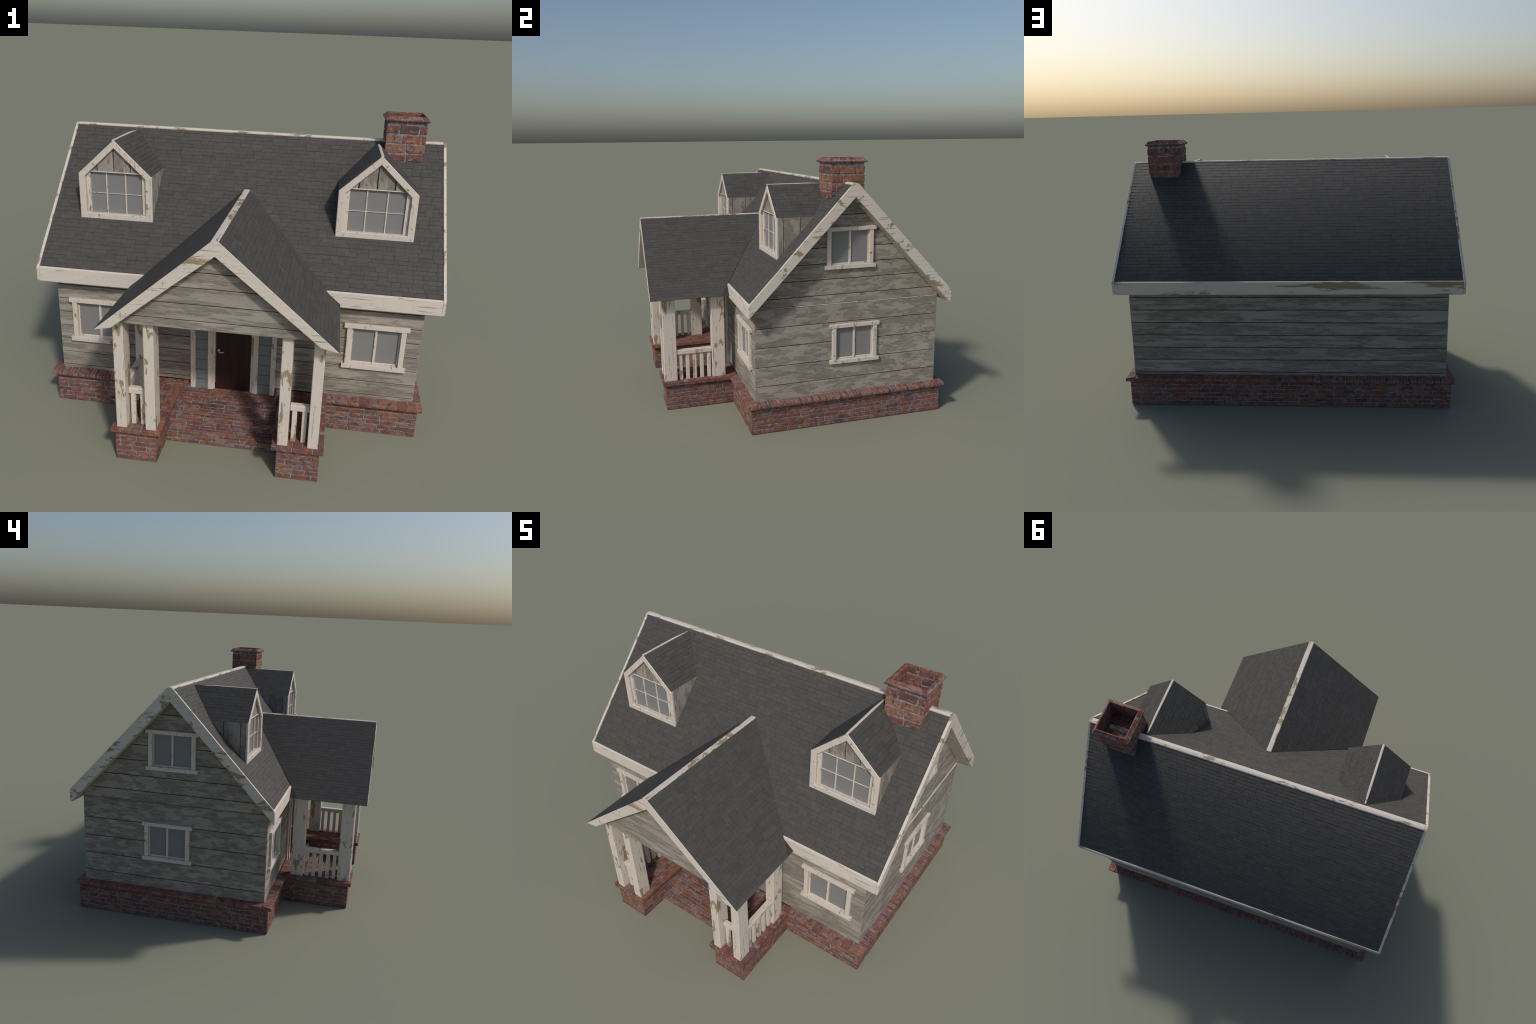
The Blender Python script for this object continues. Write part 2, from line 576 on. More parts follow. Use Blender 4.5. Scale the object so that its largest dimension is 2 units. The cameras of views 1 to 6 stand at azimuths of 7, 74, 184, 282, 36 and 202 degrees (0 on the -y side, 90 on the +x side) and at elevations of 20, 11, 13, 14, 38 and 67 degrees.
# pier tops
for s in (-1, 1):
    xo, xi = s * (PIER_XO + .0195), s * (PIER_XI - .026)
    x0, x1 = sorted((xo, xi))
    yf, yb = PIER_Y - .0205, WY0 - .001
    link('pier_slab', box_mesh('pier_slab', x0 + .002, x1 - .002, yf + .002, yb - .004, .1572, CAP_Z - .0022, .002),
         coping, M_MORTAR)
    # edge stretchers round the rim and pavers laid along y in the middle
    cols = 5
    w = (x1 - x0) / cols
    for c in range(cols):
        y = yf
        while y < yb - .01:
            l = R.choice((.07, .085, .1, .12)) if 0 < c < cols - 1 else R.choice((.09, .11, .13))
            y1 = min(y + l, yb)
            if yb - y1 < .03:
                y1 = yb
            o0 = x0 + c * w + (0 if c == 0 else .0015)
            o1 = x0 + (c + 1) * w - (0 if c == cols - 1 else .0015)
            zt = CAP_Z + R.uniform(-.0008, .0004)
            zb = .1565 if (c in (0, cols - 1) or y == yf) else CAP_Z - .008
            box('pier_paver', o0, o1, y + (0 if y == yf else .0015), y1 - .001, zb, zt, M_BRICK, coping, .0022)
            y = y1

# --------------------------------------------------------------------------
# chimney
# --------------------------------------------------------------------------
CX0, CX1, CY0, CY1 = .6845, .8835, .1395, .3350
chim = empty('chimney', house)


def tube(name, rings, hole, mat, parent):
    """square stack: list of (x0,x1,y0,y1,z) rings joined top to bottom, with
    a square flue of hole=(x0,x1,y0,y1,zfloor) sunk in the last ring"""
    v, f = [], []
    def ring(x0, x1, y0, y1, z):
        v.extend([(x0, y0, z), (x1, y0, z), (x1, y1, z), (x0, y1, z)])
    for r in rings:
        ring(*r)
    n = len(rings)
    for k in range(n - 1):
        for i in range(4):
            a, b = k * 4 + i, k * 4 + (i + 1) % 4
            f.append((a, b, b + 4, a + 4))
    f.append((3, 2, 1, 0))
    if hole:
        x0, x1, y0, y1, zf = hole
        zt = rings[-1][4]
        ring(x0, x1, y0, y1, zt); ring(x0, x1, y0, y1, zf)
        t, h, g = (n - 1) * 4, n * 4, n * 4 + 4
        for i in range(4):
            j = (i + 1) % 4
            f.append((t + i, t + j, h + j, h + i))
            f.append((h + i, h + j, g + j, g + i))
        f.append((g, g + 1, g + 2, g + 3))
    else:
        t = (n - 1) * 4
        f.append((t, t + 1, t + 2, t + 3))
    return link(name, solid(name, v, f), parent, mat)


HOLE = (.6985, .8725, .1525, .3280, 1.401)
p = .0022
tube('chimney_mortar', [(CX0 + p + .019, CX1 - p - .019, CY0 + p, CY1 - p, 1.27),
                        (CX0 + p + .019, CX1 - p - .019, CY0 + p, CY1 - p, 1.303),
                        (CX0 + p, CX1 - p, CY0 + p, CY1 - p, 1.336),
                        (CX0 + p, CX1 - p, CY0 + p, CY1 - p, 1.5225)], HOLE, M_MORTAR, chim)
CB = [.078, .098, .118]
ch_rows, ch_h = 4, .0485
z0c = 1.508 - ch_rows * ch_h
for o, u, n, l, sd in (((CX0 + p, CY0 + p), (1, 0, 0), (0, -1, 0), CX1 - CX0 - 2 * p, 51),
                       ((CX1 - p, CY0 + p), (0, 1, 0), (1, 0, 0), CY1 - CY0 - 2 * p, 52),
                       ((CX1 - p, CY1 - p), (-1, 0, 0), (0, 1, 0), CX1 - CX0 - 2 * p, 53),
                       ((CX0 + p, CY1 - p), (0, -1, 0), (-1, 0, 0), CY1 - CY0 - 2 * p, 54)):
    lay((o[0], o[1], z0c + ch_h * .75), u, n, l, ch_rows - 1, ch_h, CB, chim, .0032, .0085, 100, seed=sd)
    # half-course under the crown is all mortar; the lowest course tapers in
    uu, nn = Vector(u), Vector(n)
    tap = abs(u[0]) > .5
    ins = .019 if tap else 0
    lean = Vector((0, 0, 1)) - (Vector((0, 0, 0)) if tap else nn * -.55)
    if tap:
        lay(Vector((o[0], o[1], z0c + ch_h * .75 - .042)) + uu * .009, u, n, l - .018, 1, .042, CB, chim, .0032, .0085, 100, seed=sd + 9)
    else:
        vd = (nn * .46 + Vector((0, 0, 1))).normalized()
        nd = (nn - Vector((0, 0, .46))).normalized()
        lay(Vector((o[0], o[1], z0c + ch_h * .75)) - vd * .042, u, nd, l, 1, .042, CB, chim, .0032, .0085, 100,
            vdir=vd, seed=sd + 9)
# flue lining
for o, u, n, l, sd in (((HOLE[1], HOLE[2]), (-1, 0, 0), (0, 1, 0), HOLE[1] - HOLE[0], 61),
                       ((HOLE[0], HOLE[2]), (0, 1, 0), (1, 0, 0), HOLE[3] - HOLE[2], 62),
                       ((HOLE[0], HOLE[3]), (1, 0, 0), (0, -1, 0), HOLE[1] - HOLE[0], 63),
                       ((HOLE[1], HOLE[3]), (0, -1, 0), (-1, 0, 0), HOLE[3] - HOLE[2], 64)):
    lay((o[0], o[1], 1.403), u, n, l, 3, .044, CB, chim, .002, .007, 20, seed=sd)
lay((HOLE[1], HOLE[2], 1.401), (0, 1, 0), (0, 0, 1), HOLE[3] - HOLE[2], 4, (HOLE[1] - HOLE[0]) / 4, CB, chim,
    .002, .006, 20, vdir=(-1, 0, 0), seed=66)

# crown: sloped collar of bricks
KX0, KX1, KY0, KY1 = .671, .8935, .1265, .3505
IX0, IX1, IY0, IY1 = .6925, .8780, .1465, .3335


NOSE = [(CX0 + .002, CX1 - .002, CY0 + .002, CY1 - .002, 1.5090), (KX0 + .003, KX1 - .003, KY0 + .003, KY1 - .003, 1.5115),
        (KX0, KX1, KY0, KY1, 1.5165), (KX0 + .001, KX1 - .001, KY0 + .001, KY1 - .001, 1.5215),
        (KX0 + .005, KX1 - .005, KY0 + .005, KY1 - .005, 1.5238), (CX0 + .010, CX1 - .010, CY0 + .010, CY1 - .010, 1.5230)]
RIM = [(KX0 + .0060, KX1 - .0060, KY0 + .0060, KY1 - .0060, 1.5225), (KX0 + .0075, KX1 - .0075, KY0 + .0075, KY1 - .0075, 1.5262),
       (IX0, IX1, IY0, IY1, 1.5385), (IX0 + .0045, IX1 - .0045, IY0 + .0045, IY1 - .0045, 1.5380),
       (IX0 + .0050, IX1 - .0050, IY0 + .0050, IY1 - .0050, 1.5150), (IX0 + .002, IX1 - .002, IY0 + .002, IY1 - .002, 1.5150)]


def crown_piece(rings, side, t0, t1, g):
    """one brick of the crown between fractions t0..t1 of a side"""
    dz = R.uniform(-.0008, .0005)

    def pt(ring, t):
        x0, x1, y0, y1, z = ring
        A = {'f': ((x0, y0), (x1, y0)), 'r': ((x1, y0), (x1, y1)),
             'b': ((x1, y1), (x0, y1)), 'l': ((x0, y1), (x0, y0))}[side]
        return (A[0][0] + (A[1][0] - A[0][0]) * t, A[0][1] + (A[1][1] - A[0][1]) * t, z + dz)
    a, b = t0 + (g if t0 > 0 else 0), t1 - (g if t1 < 1 else 0)
    v = [pt(r, a) for r in rings] + [pt(r, b) for r in rings]
    k = len(rings)
    f = [(i, i + 1, i + 1 + k, i + k) for i in range(k - 1)]
    f += [(k - 1, 0, k, 2 * k - 1), tuple(range(k - 1, -1, -1)), tuple(range(k, 2 * k))]
    link('crown_brick', solid('crown_brick', v, f, .0008), chim, M_BRICK_CH)


for rings, lens in ((NOSE, (.2, .26, .33)), (RIM, (.15, .22, .28))):
    for side in 'frbl':
        t = 0.0
        while t < 1:
            t1 = t + R.choice(lens)
            if t1 > .90:
                t1 = 1.0
            crown_piece(rings, side, t, t1, R.uniform(.006, .016))
            t = t1
rings = [(CX0 + .004, CX1 - .004, CY0 + .004, CY1 - .004, 1.509),
         (KX0 + .006, KX1 - .006, KY0 + .006, KY1 - .006, 1.5135),
         (KX0 + .0025, KX1 - .0025, KY0 + .0025, KY1 - .0025, 1.5205),
         (IX0 + .0008, IX1 - .0008, IY0 + .0008, IY1 - .0008, 1.5362),
         (IX0 + .0038, IX1 - .0038, IY0 + .0038, IY1 - .0038, 1.5362),
         (IX0 + .0038, IX1 - .0038, IY0 + .0038, IY1 - .0038, 1.5160)]
v = [q for x0, x1, y0, y1, z in rings for q in ((x0, y0, z), (x1, y0, z), (x1, y1, z), (x0, y1, z))]
f = [(k * 4 + i, k * 4 + (i + 1) % 4, (k * 4 + 4 + (i + 1) % 4) % 24, (k * 4 + 4 + i) % 24) for k in range(6) for i in range(4)]
link('crown_mortar', solid('crown_mortar', v, f), chim, M_MORTAR)

# place the bricks: the largest 300 as objects, the rest joined
PLACED.sort(key=lambda q: -q[0])
for q in PLACED[:300]:
    link('brick', q[1], q[3], None, q[2])
for par, nm in ((found, 'foundation_brickwork'), (steps, 'step_brickwork'), (chim, 'flue_brickwork')):
    rest = [(q[1], q[2]) for q in PLACED[300:] if q[3] is par]
    if rest:
        join(nm, rest, M_BRICK_CH if par is chim else M_BRICK, par, 'stuff')

# --------------------------------------------------------------------------
# walls and clapboards
# --------------------------------------------------------------------------
def soffit_z(y):
    """underside of the main roof above y"""
    return RIDGE_Z - .0740 - abs(y - RIDGE_Y) * 1.045


walls = empty('walls', house)
box('wall_sheathing', -WX + .031, WX - .031, WY0 + .031, WY1 - .009, .150, .716, M_GAP, walls, 0)
GX = {1: .9145, -1: .9300}               # planes of the right and left gable boards
gy0, gy1 = WY0 + .007, WY1 - .007
prism('gable_sheathing', [(gy0, .70), (gy1, .70), (gy1, soffit_z(gy1) + .01), (RIDGE_Y, soffit_z(RIDGE_Y) + .01),
                          (gy0, soffit_z(gy0) + .01)], 'x', -GX[-1] + .032, GX[1] - .032, M_GAP, walls)


def board(name, poly, axis, a0, a1, mat, bev=.0012):
    return prism(name, poly, axis, a0, a1, mat, walls, bev)


G = .0019      # half gap between boards
def joint(x0, x1, y0, y1, z):
    box('board_joint', x0, x1, y0, y1, z - .006, z + .006, M_GAP, walls, 0)


# front and back: seven courses each, sharing one mesh
lines = [.1805] + [.2015 + .0772 * k for k in range(7)] + [.745]
proto = {}
for face in ('front', 'back'):
    for z0, z1 in zip(lines, lines[1:]):
        h = round(z1 - z0, 4)
        if h not in proto:
            proto[h] = box_mesh('siding_board', -WX + .0004, WX - .0004, 0, .0075, G, h - G, .0012)
            proto[h].materials.append(M_SX)
        mx = (Matrix.Translation((0, WY0, z0)) if face == 'front' else
              Matrix.Translation((0, WY1, z0)) @ Matrix.Rotation(math.pi, 4, 'Z'))
        link('siding_board', proto[h], walls, None, mx)

for z in lines[1:-1]:
    joint(-WX + .003, WX - .003, WY0 + .0045, WY0 + .0070, z)
    joint(-WX + .003, WX - .003, WY1 - .0070, WY1 - .0045, z)
for s in (-1, 1):
    off = .2700 if s > 0 else .2470
    top = .7175
    ls = [.1805] + [off + .1130 * k for k in range(5) if off + .113 * k < top - .02] + [top]
    for z0, z1 in zip(ls, ls[1:]):
        xs = sorted((s * WX, s * (WX - .0075)))
        board('siding_board', [(xs[0], z0 + G), (xs[1], z0 + G), (xs[1], z1 - G), (xs[0], z1 - G)], 'y',
              WY0 + .0006, WY1 - .0006, M_SY)
    for z in ls[1:-1]:
        jx = sorted((s * (WX - .0045), s * (WX - .0070)))
        joint(jx[0], jx[1], WY0 + .003, WY1 - .003, z)
    # set-back gable above, capped by a thin painted ledge on the sunny side
    xs = sorted((s * (max(WX, GX[s]) + .0006), s * (GX[s] - .004)))
    board('gable_ledge', [(xs[0], top + .0008), (xs[1], top + .0008), (xs[1], top + .0030), (xs[0], top + .0030)],
          'y', WY0 + .001, WY1 - .001, M_WY if s > 0 else M_SY, .0005)
    g0, gs = (.7720, .0910) if s > 0 else (.7830, .0915)
    gl = [top + .003] + [g0 + gs * k for k in range(7)] + [1.40]
    xs = sorted((s * GX[s], s * (GX[s] - .0095)))
    for z0, z1 in zip(gl, gl[1:]):
        lo, hi = z0 + G, z1 - G
        roof = RIDGE_Z - .0740 + .012
        half = lambda z: (roof - z) / 1.045
        a0, a1 = min(half(lo), RIDGE_Y - WY0 - .001), min(half(hi), RIDGE_Y - WY0 - .001)
        b0, b1 = min(half(lo), WY1 - RIDGE_Y - .001), min(half(hi), WY1 - RIDGE_Y - .001)
        if a0 <= .01:
            continue
        if a1 <= .004:
            poly = [(RIDGE_Y - a0, lo), (RIDGE_Y + b0, lo), (RIDGE_Y, roof)]
        else:
            poly = [(RIDGE_Y - a0, lo), (RIDGE_Y + b0, lo), (RIDGE_Y + b1, hi), (RIDGE_Y - a1, hi)]
        board('gable_board', poly, 'x', xs[0], xs[1], M_SY)
        if z0 > top + .01:
            jx = sorted((s * (GX[s] - .0045), s * (GX[s] - .0070)))
            joint(jx[0], jx[1], RIDGE_Y - a0 + .004, RIDGE_Y + b0 - .004, z0)

# --------------------------------------------------------------------------
# shingles
# --------------------------------------------------------------------------
EXPO = .0225
WIDTHS = [.042, .048, .054, .060, .066, .072]
SH_T0, SH_T1, SH_B = .0018, .0017, -.0015
SH_CACHE = {}
SH_PLACED = []


def wedge(poly, e0, v0, expo):
    """extrude a clipped shingle outline into a wedge, thick at the butt"""
    n = len(poly)
    top = [(u, v, SH_T0 + (SH_T1 - SH_T0) * (v - v0) / expo) for u, v in poly]
    bot = [(u, v, SH_B) for u, v in poly]
    f = [tuple(range(n))] + [(i, i + n, (i + 1) % n + n, (i + 1) % n) for i in range(n)]
    bm = bmesh.new()
    vs = [bm.verts.new(q) for q in top + bot]
    fs = [bm.faces.new([vs[i] for i in q]) for q in f]
    me = bpy.data.meshes.new('shingle')
    bm.to_mesh(me); bm.free()
    return me


def shingle_slope(name, parent, origin, udir, vdir, height, ulen, cuts, seed, weight=1.0):
    """courses of shingles on a slope: origin is a corner at the eave, u runs
    along the eave, v up the slope; cuts = half planes a*u+b*v<=c to keep"""
    rr = random.Random(seed)
    u, v = Vector(udir).normalized(), Vector(vdir).normalized()
    n = u.cross(v)
    if n.z < 0:
        n = -n
    base = Matrix((u, v, n)).transposed().to_4x4()
    base.translation = Vector(origin)
    flip = u.cross(v).dot(n) < 0
    rows = max(1, round(height / EXPO)); ex = height / rows
    loose = []
    for r in range(rows):
        v0, v1 = r * ex, (r + 1) * ex
        x = -rr.uniform(0, .06)
        while x < ulen:
            w = rr.choice(WIDTHS)
            j = rr.uniform(-.0006, .0006)
            rect = [(x + .0005, v0 + j), (x + w - .0005, v0 + j), (x + w - .0005, v1 - .0008 + j), (x + .0005, v1 - .0008 + j)]
            full = True
            q = [p for p in rect]
            for (a, b, c) in cuts:
                if any(a * p[0] + b * p[1] > c + 1e-9 for p in rect):
                    full = False
                    q = clip(q, a, b, c)
                    if len(q) < 3:
                        break
            lift = Matrix.Translation((0, 0, rr.uniform(-.0001, .0001)))
            if len(q) >= 3:
                if full and not flip:
                    key = (w, round(ex, 5))
                    if key not in SH_CACHE:
                        SH_CACHE[key] = wedge([(-w / 2 + .0005, 0), (w / 2 - .0005, 0), (w / 2 - .0005, ex - .0008),
                                               (-w / 2 + .0005, ex - .0008)], 0, 0, ex)
                        SH_CACHE[key].materials.append(M_SHINGLE)
                    mx = base @ Matrix.Translation((x + w / 2, v0 + j, 0)) @ lift
                    SH_PLACED.append((w * weight * rr.uniform(.97, 1.03), SH_CACHE[key], mx, parent, name))
                else:
                    if flip:
                        q = q[::-1]
                    loose.append((wedge(q, 0, v0, ex), base @ lift))
            x += w
    for me, mx in loose:
        SH_PLACED.append((0, me, mx, parent, name))


# --------------------------------------------------------------------------
# main roof
# --------------------------------------------------------------------------
roof = empty('main_roof', house)
DROP = .0028
SINK = .0058          # the main roof's shingles lie this far below its white edges; deck lies this far under the shingle tops


def chevron(drop=0.0, z_off=0.0):
    s = SOFFIT
    return [(EAVE_Y0, EAVE_Z - drop), (RIDGE_Y - RT, RIDGE_Z - drop), (RIDGE_Y + RT, RIDGE_Z - drop),
            (EAVE_Y1, EAVE_Z - drop), (EAVE_Y1 - .004, EAVE_Z - s), (RIDGE_Y, RIDGE_Z - .0740), (EAVE_Y0 - .003, EAVE_Z - s)]


RB = .0135     # thickness of the barge boards
deck = chevron(.0095)
deck[0] = (EAVE_Y0 + .006, EAVE_Z + .006 * SLOPE - .0095)
deck[3] = (EAVE_Y1 - .006, EAVE_Z + .006 * SLOPE - .0095)
deck[4] = (EAVE_Y1 - .008, EAVE_Z - SOFFIT + .001)
deck[6] = (EAVE_Y0 + .004, EAVE_Z - SOFFIT + .001)
dk = prism('roof_deck', deck, 'x', -ROOF_X + RB - .001, ROOF_X - RB + .001, M_WX, roof)
dk.data.materials.append(M_UNDER)
for f in dk.data.polygons:
    if f.normal.z > .3:
        f.material_index = 1
# barge boards, one solid chevron at each end, nose rounded
rk = chevron(0.0)
rk[0] = (EAVE_Y0 - .001, EAVE_Z + .0005)
rk[3] = (EAVE_Y1 + .0002, EAVE_Z + .0005)


def round_corners(poly, idx, rad, seg=3):
    out = []
    n = len(poly)
    for i, pnt in enumerate(poly):
        if i not in idx:
            out.append(pnt); continue
        a, b, c = Vector(poly[i - 1]), Vector(pnt), Vector(poly[(i + 1) % n])
        p0 = b + (a - b).normalized() * rad
        p1 = b + (c - b).normalized() * rad
        for k in range(seg + 1):
            t = k / seg
            q = p0 * (1 - t) ** 2 + b * 2 * t * (1 - t) + p1 * t * t
            out.append((q.x, q.y))
    return out


rk = round_corners(rk, (0, 1, 2, 3, 4, 6), .009)
for s in (-1, 1):
    xs = sorted((s * ROOF_X, s * (ROOF_X - RB)))
    prism('barge_board', rk, 'x', xs[0], xs[1], M_WY, roof, .001)
# fascias
FT = .010
for y, s, dy in ((EAVE_Y0, 1, -.003), (EAVE_Y1, -1, -.004 * -1 - .008)):
    a, b = y, y + s * FT
    low = EAVE_Y0 - .003 if s > 0 else EAVE_Y1 - .004
    poly = [(a, EAVE_Z - .001), (a + s * .003, EAVE_Z + .0015), (a + s * .006, EAVE_Z + .0020), (b, EAVE_Z + FT * SLOPE - .0065),
            (b + s * .002, EAVE_Z - SOFFIT + .003), (low + s * .004, EAVE_Z - SOFFIT), (low, EAVE_Z - SOFFIT + .005)]
    prism('fascia', poly, 'x', -ROOF_X + RB + .0006, ROOF_X - RB - .0006, M_WXF if s > 0 else M_WXB, roof, .0008)
# ridge cap
rc = [(RIDGE_Y - RT - .004, RIDGE_Z - .004 * SLOPE), (RIDGE_Y - RT, RIDGE_Z + .0004), (RIDGE_Y, RIDGE_Z + .0022),
      (RIDGE_Y + RT, RIDGE_Z + .0004), (RIDGE_Y + RT + .004, RIDGE_Z - .004 * SLOPE),
      (RIDGE_Y + RT + .003, RIDGE_Z - .017), (RIDGE_Y - RT - .003, RIDGE_Z - .017)]
prism('ridge_cap', rc, 'x', -ROOF_X + RB + .0008, ROOF_X - RB - .0008, M_WX2, roof, .0006)

run = math.hypot(RIDGE_Y - RT - EAVE_Y0, RIDGE_Z - EAVE_Z)
vd = Vector((0, RIDGE_Y - RT - EAVE_Y0, RIDGE_Z - EAVE_Z)) / run
nf = Vector((0, -vd.z, vd.y))
e0 = .0115
hgt = run - e0 - .0062
W = 2 * (ROOF_X - RB) - .002
o = Vector((-W / 2, EAVE_Y0, EAVE_Z)) + vd * e0 - nf * SINK
shingle_slope('front_shingles', roof, o, (1, 0, 0), vd, hgt, W, [(-1, 0, 0), (1, 0, W), (0, 1, hgt)], 71, 1.2)
vb = Vector((0, -vd.y, vd.z)); nb = Vector((0, vd.z, vd.y))
o = Vector((W / 2, EAVE_Y1, EAVE_Z)) + vb * e0 - nb * SINK
shingle_slope('back_shingles', roof, o, (-1, 0, 0), vb, hgt, W, [(-1, 0, 0), (1, 0, W), (0, 1, hgt)], 72, 1.0)


def main_y(z):
    """y where the front slope of the main roof reaches height z"""
    return EAVE_Y0 + (z - EAVE_Z) / SLOPE

# --------------------------------------------------------------------------
# porch: roof, gable, columns, railings
# --------------------------------------------------------------------------
PRZ, PEX, PEZ, PYF = 1.147, .5165, .7115, -.8535
PT = .0125
PS = (PRZ - PEZ) / (PEX - PT)
porch = empty('porch_roof', house)
PB = .016
pdrop = .0030
pin_apex, pin_x, pin_z = 1.080, .440, .7245
# deck, split at the main eave: the inner part dives into the main roof
deck = [(-PEX + .0015, PEZ - .0012), (-PT, PRZ - pdrop - .0005), (PT, PRZ - pdrop - .0005), (PEX - .0015, PEZ - .0012), (pin_x, pin_z), (0, pin_apex), (-pin_x, pin_z)]
pk = prism('porch_deck', deck, 'y', PYF + .0016, EAVE_Y0 - .0035, M_WX, porch)
pk.data.materials.append(M_UNDER)
for f in pk.data.polygons:
    if f.normal.z > .3:
        f.material_index = 1
# valley wedge of the deck that runs back to the ridge
rb = main_y(PRZ) - .002
ve = PT + (PRZ - EAVE_Z) / PS
zv, yv0, zt = EAVE_Z - pdrop, EAVE_Y0 - .004, PRZ - pdrop - .0005
v = [(-ve, yv0, zv), (-PT, yv0, zt), (PT, yv0, zt), (ve, yv0, zv), (PT, rb, zt), (-PT, rb, zt),
     (-ve, yv0, zv - .05), (ve, yv0, zv - .05), (0, rb, zt - .05)]
f = [(0, 1, 5), (1, 2, 4, 5), (2, 3, 4), (0, 6, 7, 3, 2, 1), (0, 5, 8, 6), (5, 4, 8), (4, 3, 7, 8), (6, 8, 7)]
link('porch_valley', solid('porch_valley', v, f), porch, M_UNDER)
# front barge boards
fr = [(-PEX + .0012, PEZ - .0020), (-PT, PRZ - .0044), (PT, PRZ - .0044), (PEX - .0012, PEZ - .0020), (pin_x + .004, .724), (0, 1.0795), (-pin_x - .004, .724)]
fr = round_corners(fr, (1, 2), .004)
prism('porch_barge_board', fr, 'y', PYF, PYF + PB, M_WX, porch, .001)
# ridge cap of the porch
prism('porch_ridge_cap', [(-PT - .0035, PRZ - .0035 * PS), (-PT, PRZ + .0004), (-.001, PRZ + .0010), (0, PRZ + .0002), (.001, PRZ + .0010),
                          (PT, PRZ + .0004), (PT + .0035, PRZ - .0035 * PS), (PT + .0015, PRZ - .010), (-PT - .0015, PRZ - .010)],
      'y', PYF + .0006, main_y(PRZ) + .001, M_WY, porch, .0004)
prun = math.hypot(PEX - PT, PRZ - PEZ)
ylen = main_y(PRZ) + .03 - (PYF + .0022)
for s in (-1, 1):
    vd = Vector((-s * (PEX - PT), 0, PRZ - PEZ)) / prun
    nn = Vector((s * (PRZ - PEZ), 0, PEX - PT)) / prun
    hh = prun - .0050
    wall_u = EAVE_Y0 - .0036 - (PYF + .0022)
    vv = (EAVE_Z - PEZ) / (PRZ - PEZ) * prun          # slope distance of the main eave level
    # valley line: from (wall_u, vv) to (main_y(PRZ)-front, prun)
    u1 = main_y(PRZ) - (PYF + .0022) + .004
    u0 = wall_u + .004
    a, b = (prun - vv), -(u1 - u0)
    c = a * u0 + b * vv
    if s > 0:
        org = Vector((PEX, PYF + .0022, PEZ)) - nn * DROP
        ud = (0, 1, 0)
        shingle_slope('porch_shingles', porch, org, ud, vd, hh, ylen,
                      [(-1, 0, 0), (0, 1, hh), (a, b, c)] , 81, 1.25)
    else:
        # mirror: u runs from the back to the front
        org = Vector((-PEX, PYF + .0022 + ylen, PEZ)) - nn * DROP
        # keep a*(ylen-u)+b*v <= c
        shingle_slope('porch_shingles', porch, org, (0, -1, 0), vd, hh, ylen,
                      [(1, 0, ylen), (0, 1, hh), (-a, b, c - a * ylen)], 82, 1.0)

# gable wall over the porch opening
pg = empty('porch_gable', house)
GYF = -.805
gap_top = pin_apex + .01
prism('porch_gable_sheathing', [(-.430, .731), (.430, .731), (0, gap_top - .004)], 'y', GYF + .006, GYF + .03, M_GAP, pg)
gl = [.7275, .7680, .8430, .9165, .9860, 1.0520, 1.095]
for z0, z1 in zip(gl, gl[1:]):
    half = lambda z: max(0.0, (gap_top - z) * (pin_x + .01) / (gap_top - .7205))
    lo, hi = z0 + (0 if z0 == gl[0] else G), z1 - G
    if half(hi) < .004:
        poly = [(-half(lo), lo), (half(lo), lo), (0, gap_top)]
    else:
        poly = [(-half(lo), lo), (half(lo), lo), (half(hi), hi), (-half(hi), hi)]
    prism('porch_gable_board', poly, 'y', GYF, GYF + .0075, M_SX, pg, .0014)
box('porch_beam', -.430, .430, GYF + .0008, GYF + .105, .7280, .742, M_SX, pg, .003)
box('porch_ceiling', -.432, .432, GYF + .1055, WY0 - .0005, .7280, .7330, M_WX, pg, 0)
for s in (-1, 1):
    xs = sorted((s * .400, s * .4355))
    box('porch_side_beam', xs[0], xs[1], GYF + .106, WY0 - .001, .7160, .7279, M_WY, pg, .001)

cols = empty('porch_columns', house)
colm = {}
for s in (-1, 1):
    for k, (xa, xb, ya, yb) in enumerate(((.4140, .4618, -.7805, -.7015), (.2785, .3258, -.7805, -.7015),
                                          (.4115, .4632, -.482, -.400))):
        key = (round(xb - xa, 4), round(yb - ya, 4))
        if key not in colm:
            w, d = key
            colm[key] = box_mesh('column', -w / 2, w / 2, -d / 2, d / 2, 0, .5470 if abs(d - .079) < .0005 else .5370, .0022)
            colm[key].materials.append(M_WZ)
        link('column', colm[key], cols, None, Matrix.Translation((s * (xa + xb) / 2, (ya + yb) / 2, CAP_Z - .0015)))

bal = box_mesh('baluster', -.0112, .0112, -.009, .009, 0, .172, .0015)
bal.materials.append(M_WZ)
for s in (-1, 1):
    rail = empty('railing', house)
    xs = sorted((s * .3265, s * .4135))
    box('hand_rail', xs[0], xs[1], -.7450, -.7180, .3415, .3715, M_WX, rail, .003)
    xs = sorted((s * .4245, s * .4570))
    box('hand_rail', xs[0], xs[1], -.7025, -.4815, .3440, .3730, M_WY, rail, .003)
    for x in (.348, .393):
        link('baluster', bal, rail, None, Matrix.Translation((s * x, -.7330, .177)))
    for y in (-.6775, -.6345, -.5905, -.5460, -.5010):
        link('baluster', bal, rail, None, Matrix.Translation((s * .4405, y, .177)) @ Matrix.Rotation(math.pi / 2, 4, 'Z'))

# --------------------------------------------------------------------------
# windows
# --------------------------------------------------------------------------
WIN_CACHE = {}
SIDING = [o for o in walls.children if o.name.split('.')[0] in ('siding_board', 'gable_board', 'board_joint')]


